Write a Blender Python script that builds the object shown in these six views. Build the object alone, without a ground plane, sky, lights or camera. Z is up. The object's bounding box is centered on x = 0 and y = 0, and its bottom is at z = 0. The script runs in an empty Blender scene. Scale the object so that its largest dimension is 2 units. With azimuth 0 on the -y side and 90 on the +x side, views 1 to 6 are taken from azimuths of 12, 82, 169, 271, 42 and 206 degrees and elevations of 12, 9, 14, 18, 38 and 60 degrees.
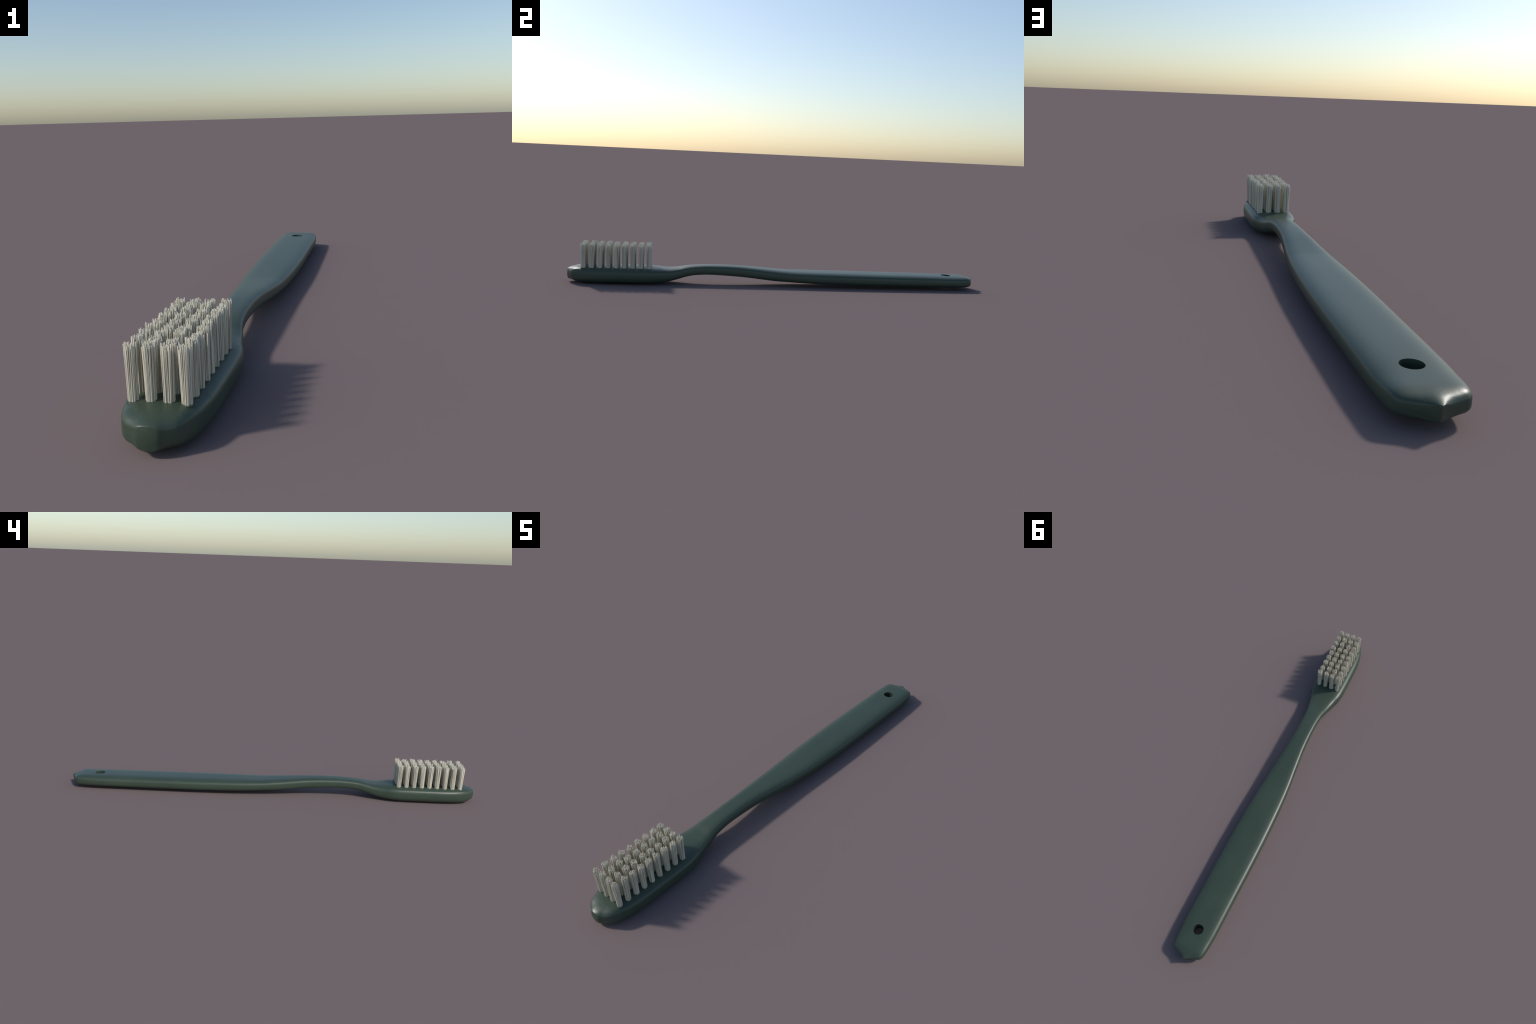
import bpy, bmesh, math, random
from mathutils import Vector, noise

random.seed(7)

# ------------------------------------------------------------------ profiles
# The brush lies along y: bristle head at -y, hanging hole at +y.
def pchip(points):
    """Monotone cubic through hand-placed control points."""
    xs = [p[0] for p in points]; ys = [p[1] for p in points]
    n = len(xs)
    h = [xs[i+1]-xs[i] for i in range(n-1)]
    d = [(ys[i+1]-ys[i])/h[i] for i in range(n-1)]
    m = [0.0]*n
    m[0], m[-1] = d[0], d[-1]
    for i in range(1, n-1):
        if d[i-1]*d[i] > 0:
            w1 = 2*h[i]+h[i-1]; w2 = h[i]+2*h[i-1]
            m[i] = (w1+w2)/(w1/d[i-1]+w2/d[i])
    def f(x):
        if x <= xs[0]: return ys[0]
        if x >= xs[-1]: return ys[-1]
        lo, hi = 0, n-1
        while hi-lo > 1:
            k = (lo+hi)//2
            if xs[k] <= x: lo = k
            else: hi = k
        t = (x-xs[lo])/h[lo]
        t2, t3 = t*t, t*t*t
        return ((2*t3-3*t2+1)*ys[lo]+(t3-2*t2+t)*h[lo]*m[lo]
                + (-2*t3+3*t2)*ys[hi]+(t3-t2)*h[lo]*m[hi])
    return f

HALF_WIDTH = pchip([(-.967, 0.0585), (-.945, 0.0680), (-.925, 0.0740), (-.900, 0.0790), (-.875, 0.0820),
    (-.850, 0.0845), (-.80, 0.0862), (-.70, 0.0866), (-.63, 0.0855), (-.59, 0.0815), (-.545, 0.0695),
    (-.48, 0.0545), (-.42, 0.0438), (-.35, 0.0406), (-.283, 0.0413), (-.20, 0.0448), (-.135, 0.0505),
    (-.08, 0.0557), (.02, 0.0655), (.135, 0.0735), (.257, 0.0785), (.39, 0.0813), (.50, 0.0817),
    (.65, 0.0810), (.75, 0.0807), (.85, 0.0800), (.895, 0.0778), (.935, 0.0745), (.955, .0712)])
# the plan outline turns inwards round each end; x against y, ending on the axis
HEAD_END = [(.0585, -.967), (.0495, -.9775), (.0400, -.9840), (.0300, -.9900), (.0200, -.9965), (.0090, -.9973), (0, -.9975)]
TAIL_END = [(.0712, .955), (.0668, .9670), (.0585, .9740), (.0440, .9797), (.0260, .9865), (.0110, .9940), (0, 1.0)]

TOP = pchip([(-1.0, 0.0605), (-.985, 0.0665), (-.967, 0.0710), (-.943, 0.0740), (-.90, 0.0752), (-.75, 0.0760),
    (-.61, 0.0750), (-.579, 0.0734), (-.552, 0.0711), (-.528, 0.0705), (-.50, 0.0723), (-.477, 0.0753),
    (-.457, 0.0795), (-.426, 0.0842), (-.395, 0.0869), (-.334, 0.0894), (-.272, 0.0897), (-.209, 0.0880),
    (-.135, 0.0839), (-.069, 0.0787), (-.005, 0.0742), (.06, 0.0707), (.123, 0.0697), (.25, 0.0689),
    (.43, 0.0675), (.56, 0.0667), (.70, 0.0659), (.83, 0.0644), (.90, 0.0632), (.946, 0.0626), (.974, 0.0590), (1.0, 0.0505)])
BOTTOM = pchip([(-1.0, 0.0120), (-.968, 0.0045), (-.948, 0.0012), (-.91, 0.0000), (-.64, 0.0000), (-.58, 0.0030),
    (-.53, 0.0089), (-.496, 0.0174), (-.466, 0.0264), (-.436, 0.0347), (-.416, 0.0383), (-.396, 0.0408),
    (-.335, 0.0433), (-.274, 0.0413), (-.212, 0.0381), (-.139, 0.0328), (-.074, 0.0263), (-.011, 0.0208),
    (.052, 0.0180), (.115, 0.0149), (.18, 0.0122), (.286, 0.0100), (.415, 0.0091), (.72, 0.0084),
    (.88, 0.0087), (.945, .0105), (.970, .0130), (.985, .0155), (1.0, .0190)])

ROUND_TOP, ROUND_BOTTOM, ROUND_END = 3.6, 3.2, 4.8     # superellipse exponents of the section, and of both ends
HOLE_Y, HOLE_R = .862, .0238
HEAD_NECK_Y, NECK_HANDLE_Y = -.575, -.08   # where the regions meet

# ------------------------------------------------------------------ plan outline
def densify(poly, step):
    out = []
    for (x0, y0), (x1, y1) in zip(poly, poly[1:]):
        n = max(1, int(math.ceil(math.hypot(x1-x0, y1-y0)/step)))
        out += [(x0+(x1-x0)*i/n, y0+(y1-y0)*i/n) for i in range(n)]
    return out+[poly[-1]]

def smooth_end(poly, rounds):
    for _ in range(rounds):
        poly = [poly[0]]+[((a[0]+2*b[0]+c[0])/4, (a[1]+2*b[1]+c[1])/4)
                          for a, b, c in zip(poly, poly[1:], poly[2:])]+[poly[-1]]
    return poly

head_end = smooth_end(densify(HEAD_END, .0025), 2)
tail_end = smooth_end(densify(TAIL_END, .0025), 2)
side = []
y = -.967
while y < .955-1e-6:
    side.append((HALF_WIDTH(y), y))
    y += .006 if -.95 < y < -.3 or y > .8 else .009
half = list(reversed(head_end))+side[1:]+tail_end       # head tip -> tail tip, x >= 0
half[0] = (0., -.9975); half[-1] = (0., 1.0)

arc = [0.]
for a, b in zip(half, half[1:]):
    arc.append(arc[-1]+math.hypot(b[0]-a[0], b[1]-a[1]))

def arc_at(yv):
    for i, p in enumerate(half):
        if p[1] >= yv: return arc[i]
Y0, Y1 = -.86, .88
S0, S1 = arc_at(Y0), arc_at(Y1)

def spine_y(i):
    """Axis point that an outline point's cross rib runs to; ribs fan out at the ends."""
    if arc[i] < S0:
        t = 1-arc[i]/S0
        return Y0-(.062*t)*(1+.3*t)/1.3*1.0
    if arc[i] > S1:
        t = (arc[i]-S1)/(arc[-1]-S1)
        return Y1+.058*t
    return half[i][1]

def sharpness(x, y, upper=True):
    """1 where the rim keeps a hard edge (tail point and flat facet of the nose)."""
    if y > .97:
        return math.exp(-(x/(.018 if upper else .030))**2)
    if y < -.97:
        return .97/(1+math.exp((abs(x)-.0215)/(.0055 if upper else .007)))
    return 0.

def end_weight(i):
    t = 1-arc[i]/(S0*.95) if arc[i] < S0 else (arc[i]-S1)/((arc[-1]-S1)*.75)
    t = min(1., max(0., t*1.15))
    return t*t*(3-2*t)

RIBS = [1-math.cos(math.pi/2*k/22) for k in range(23)]   # dense at the rim
RIBS = [r*.5+(k/22)**2.1*.5 for k, r in enumerate(RIBS)]

def profile(u, n):
    return (1-(1-u)**n)**(1/n)

def surface(i, sx, u, upper):
    x, y = half[i]
    px = x*(1-u); py = y+(spine_y(i)-y)*u
    t, b = TOP(py), BOTTOM(py)
    mid = .5*(TOP(y)+BOTTOM(y))
    s = sharpness(x, y, upper)
    n = ROUND_TOP if upper else ROUND_BOTTOM
    n += (ROUND_END-(0 if upper else 1.1)-n)*end_weight(i)
    f = profile(u, n)
    f = f+(1-f)*s
    z = mid+(t-mid)*f if upper else mid-(mid-b)*f
    if not upper and y > .97: py -= .0045*s*(1-u)**3     # the tail point leans in below
    return Vector((sx*px, py, z))

# ------------------------------------------------------------------ body mesh
bm = bmesh.new()
WALL = [.25, .5, .75]
def add_side(sx):
    cols = []
    for i in range(len(half)):
        col = []
        top = [surface(i, sx, u, True) for u in reversed(RIBS)]
        bot = [surface(i, sx, u, False) for u in RIBS]
        if (top[-1]-bot[0]).length > 1e-5:      # hard rim: a real wall between the rims
            a, b = top[-1], bot[0]
            mids = []
            for w in WALL:
                p = a.lerp(b, w)
                bulge = 4*w*(1-w)
                mids.append(p+Vector((0, (.0016 if p.y > 0 else -.0030)*bulge*sharpness(*half[i]), 0)))
            pts = top+mids+bot
        else:
            pts = top[:-1]+[top[-1]]*5+bot[1:]
        cols.append([bm.verts.new(p) for p in pts])
    for c0, c1 in zip(cols, cols[1:]):
        for a, b, c, d in zip(c0, c0[1:], c1[1:], c1):
            bm.faces.new((a, b, c, d) if sx < 0 else (d, c, b, a))
add_side(1); add_side(-1)
bmesh.ops.remove_doubles(bm, verts=bm.verts, dist=1e-6)
bmesh.ops.dissolve_degenerate(bm, edges=bm.edges, dist=1e-7)
bmesh.ops.recalc_face_normals(bm, faces=bm.faces)
body_mesh = bpy.data.meshes.new("body")
bm.to_mesh(body_mesh); bm.free()
body = bpy.data.objects.new("body", body_mesh)
scene = bpy.context.scene
scene.collection.objects.link(body)

# hanging hole, bored through the tail
bm = bmesh.new()
bmesh.ops.create_cone(bm, cap_ends=True, segments=72, radius1=HOLE_R, radius2=HOLE_R, depth=.3)
bmesh.ops.translate(bm, verts=bm.verts, vec=(0, HOLE_Y, .04))
drill_mesh = bpy.data.meshes.new("drill"); bm.to_mesh(drill_mesh); bm.free()
drill = bpy.data.objects.new("drill", drill_mesh)
scene.collection.objects.link(drill)
mod = body.modifiers.new("hole", 'BOOLEAN')
mod.operation = 'DIFFERENCE'; mod.object = drill; mod.solver = 'EXACT'
bpy.context.view_layer.update()
dg = bpy.context.evaluated_depsgraph_get()
whole = bpy.data.meshes.new_from_object(body.evaluated_get(dg))
bpy.data.objects.remove(body); bpy.data.objects.remove(drill)

# smooth everywhere, hard only at creases
bm = bmesh.new(); bm.from_mesh(whole)
for f in bm.faces: f.smooth = True
for e in bm.edges:
    e.smooth = not (len(e.link_faces) == 2 and e.calc_face_angle() > math.radians(38))
bm.to_mesh(whole); bm.free()

# ------------------------------------------------------------------ materials
def plastic():
    m = bpy.data.materials.new("green_plastic"); m.use_nodes = True
    N, L = m.node_tree.nodes, m.node_tree.links
    b = N["Principled BSDF"]
    co = N.new("ShaderNodeTexCoord")
    big = N.new("ShaderNodeTexNoise"); big.inputs["Scale"].default_value = 9; big.inputs["Detail"].default_value = 4
    L.new(co.outputs["Object"], big.inputs["Vector"])
    ramp = N.new("ShaderNodeValToRGB")
    ramp.color_ramp.elements[0].position = .3; ramp.color_ramp.elements[0].color = (.0405, .0620, .0420, 1)
    ramp.color_ramp.elements[1].position = .7; ramp.color_ramp.elements[1].color = (.0460, .0690, .0465, 1)
    L.new(big.outputs["Fac"], ramp.inputs["Fac"])
    speck = N.new("ShaderNodeTexNoise"); speck.inputs["Scale"].default_value = 160; speck.inputs["Detail"].default_value = 2
    L.new(co.outputs["Object"], speck.inputs["Vector"])
    sr = N.new("ShaderNodeValToRGB")
    sr.color_ramp.elements[0].position = .60; sr.color_ramp.elements[0].color = (0, 0, 0, 1)
    sr.color_ramp.elements[1].position = .76; sr.color_ramp.elements[1].color = (.5, .5, .5, 1)
    L.new(speck.outputs["Fac"], sr.inputs["Fac"])
    mix = N.new("ShaderNodeMix"); mix.data_type = 'RGBA'
    L.new(sr.outputs["Color"], mix.inputs["Factor"])
    L.new(ramp.outputs["Color"], mix.inputs["A"]); mix.inputs["B"].default_value = (.070, .104, .075, 1)
    L.new(mix.outputs["Result"], b.inputs["Base Color"])
    b.inputs["Roughness"].default_value = .38
    b.inputs["Specular IOR Level"].default_value = .5
    bump = N.new("ShaderNodeBump"); bump.inputs["Strength"].default_value = .28; bump.inputs["Distance"].default_value = .0004
    fine = N.new("ShaderNodeTexNoise"); fine.inputs["Scale"].default_value = 240; fine.inputs["Detail"].default_value = 3
    L.new(co.outputs["Object"], fine.inputs["Vector"])
    L.new(fine.outputs["Fac"], bump.inputs["Height"]); L.new(bump.outputs["Normal"], b.inputs["Normal"])
    return m

def nylon():
    m = bpy.data.materials.new("pale_nylon"); m.use_nodes = True
    N, L = m.node_tree.nodes, m.node_tree.links
    b = N["Principled BSDF"]
    n = N.new("ShaderNodeNewGeometry")
    r = N.new("ShaderNodeValToRGB")
    r.color_ramp.elements[0].position = 0; r.color_ramp.elements[0].color = (.58, .542, .430, 1)
    r.color_ramp.elements[1].position = 1; r.color_ramp.elements[1].color = (.76, .715, .575, 1)
    L.new(n.outputs["Random Per Island"], r.inputs["Fac"])
    L.new(r.outputs["Color"], b.inputs["Base Color"])
    b.inputs["Roughness"].default_value = .35
    return m

GREEN, PALE = plastic(), nylon()

# ------------------------------------------------------------------ object tree
root = bpy.data.objects.new("toothbrush", None)
root.empty_display_size = .1
root["label"] = "dark green plastic toothbrush with pale bristle tufts lying flat"
root["category"] = "toothbrush"
scene.collection.objects.link(root)

def region(mesh, name, test):
    """Faces of the whole body that pass the test, with the whole body's normals."""
    keep = [p for p in mesh.polygons if test(p.center.y)]
    vmap, verts, faces, normals, sharp = {}, [], [], [], []
    for p in keep:
        f = []
        for li in p.loop_indices:
            vi = mesh.loops[li].vertex_index
            if vi not in vmap:
                vmap[vi] = len(verts); verts.append(mesh.vertices[vi].co.copy())
            f.append(vmap[vi]); normals.append(mesh.corner_normals[li].vector.copy())
        faces.append(f)
    me = bpy.data.meshes.new(name)
    me.from_pydata(verts, [], faces)
    for p in me.polygons: p.use_smooth = True
    me.normals_split_custom_set(normals)
    me.materials.append(GREEN)
    ob = bpy.data.objects.new(name, me)
    ob.parent = root
    scene.collection.objects.link(ob)
    return ob

head = region(whole, "head", lambda y: y < HEAD_NECK_Y)
neck = region(whole, "neck", lambda y: HEAD_NECK_Y <= y < NECK_HANDLE_Y)
handle = region(whole, "handle", lambda y: y >= NECK_HANDLE_Y)
bpy.data.meshes.remove(whole)

# ------------------------------------------------------------------ bristles
ROWS_X = [-.0520, -.0174, .0174, .0520]
TUFT_Y = [-.9205+.0373*k for k in range(9)]
SOCKET_Z, TUFT_H = .0727, .1072
TUFT_R, FLARE, FIL_R = .0098, 1.24, .00104
FILAMENTS = 70

def tuft_mesh(name, rng):
    """Bundle of straight nylon filaments, slightly flared and unevenly trimmed."""
    pts = []
    for k in range(FILAMENTS):            # sunflower packing, loosened
        r = TUFT_R*math.sqrt((k+.5)/FILAMENTS); a = k*2.39996
        pts.append((r*math.cos(a)+rng.gauss(0, .00035), r*math.sin(a)+rng.gauss(0, .00035)))
    verts, faces = [], []
    S = 7
    for x, y in pts:
        lean = FLARE+rng.gauss(0, .05)
        jx, jy = rng.gauss(0, .0010), rng.gauss(0, .0010)
        h = TUFT_H+rng.uniform(-.0085, .0050)+(.003 if rng.random() < .06 else 0)
        rad = FIL_R*rng.uniform(.82, 1.12)
        tx, ty = rng.uniform(-.3, .3)*rad, rng.uniform(-.3, .3)*rad
        base = len(verts)
        rings = [(-.006, 0., rad), (h*.35, .24, rad), (h*.7, .64, rad*.96), (h-.0006, 1., rad*.88), (h, 1., rad*.5)]
        for z, t, r in rings:
            cx = x*(1+(lean-1)*t)+jx*t; cy = y*(1+(lean-1)*t)+jy*t
            for k in range(S):
                a = 2*math.pi*k/S
                verts.append((cx+r*math.cos(a), cy+r*math.sin(a), z+(r*math.cos(a)*.25 if t == 1. else 0)))
        for q in range(len(rings)-1):
            for k in range(S):
                a = base+q*S+k; b = base+q*S+(k+1) % S
                faces.append((a, b, b+S, a+S))
        faces.append([base+(len(rings)-1)*S+k for k in range(S)])
    me = bpy.data.meshes.new(name)
    me.from_pydata(verts, [], faces)
    me.materials.append(PALE)
    bm = bmesh.new(); bm.from_mesh(me)
    for f in bm.faces: f.smooth = len(f.verts) == 4
    bm.to_mesh(me); bm.free()
    return me

def socket_mesh():
    """Low moulded pad that each tuft stands in; it shows where the head curves away."""
    prof = [(.0135, -.016), (.0135, -.0014), (.0132, -.0010), (.0125, -.0010), (.0, -.0010)]
    S = 32
    bm = bmesh.new()
    rings = [[bm.verts.new((r*math.cos(2*math.pi*k/S), r*math.sin(2*math.pi*k/S), z)) for k in range(S)] for r, z in prof[:-1]]
    for a, b in zip(rings, rings[1:]):
        for k in range(S):
            bm.faces.new((a[k], a[(k+1) % S], b[(k+1) % S], b[k]))
    bm.faces.new(rings[-1])
    bmesh.ops.recalc_face_normals(bm, faces=bm.faces)
    for f in bm.faces: f.smooth = True
    for e in bm.edges:
        if len(e.link_faces) == 2 and e.calc_face_angle() > .6: e.smooth = False
    me = bpy.data.meshes.new("tuft_socket"); bm.to_mesh(me); bm.free()
    me.materials.append(GREEN)
    return me

variants = [tuft_mesh("bristle_tuft", random.Random(100+k)) for k in range(9)]
socket = socket_mesh()
rng = random.Random(3)
for iy, ty in enumerate(TUFT_Y):
    for ix, tx in enumerate(ROWS_X):
        t = bpy.data.objects.new("bristle_tuft", variants[(iy*5+ix*3+iy//2) % 9])
        t.location = (tx+rng.gauss(0, .0004), ty+rng.gauss(0, .0004), SOCKET_Z)
        t.rotation_euler = (rng.gauss(0, .010), rng.gauss(0, .010), rng.random()*2*math.pi)
        t.scale = (1, 1, 1+rng.gauss(0, .008))
        t.parent = head
        scene.collection.objects.link(t)
        s = bpy.data.objects.new("tuft_socket", socket)
        s.location = (tx, ty, SOCKET_Z)
        s.parent = head
        scene.collection.objects.link(s)
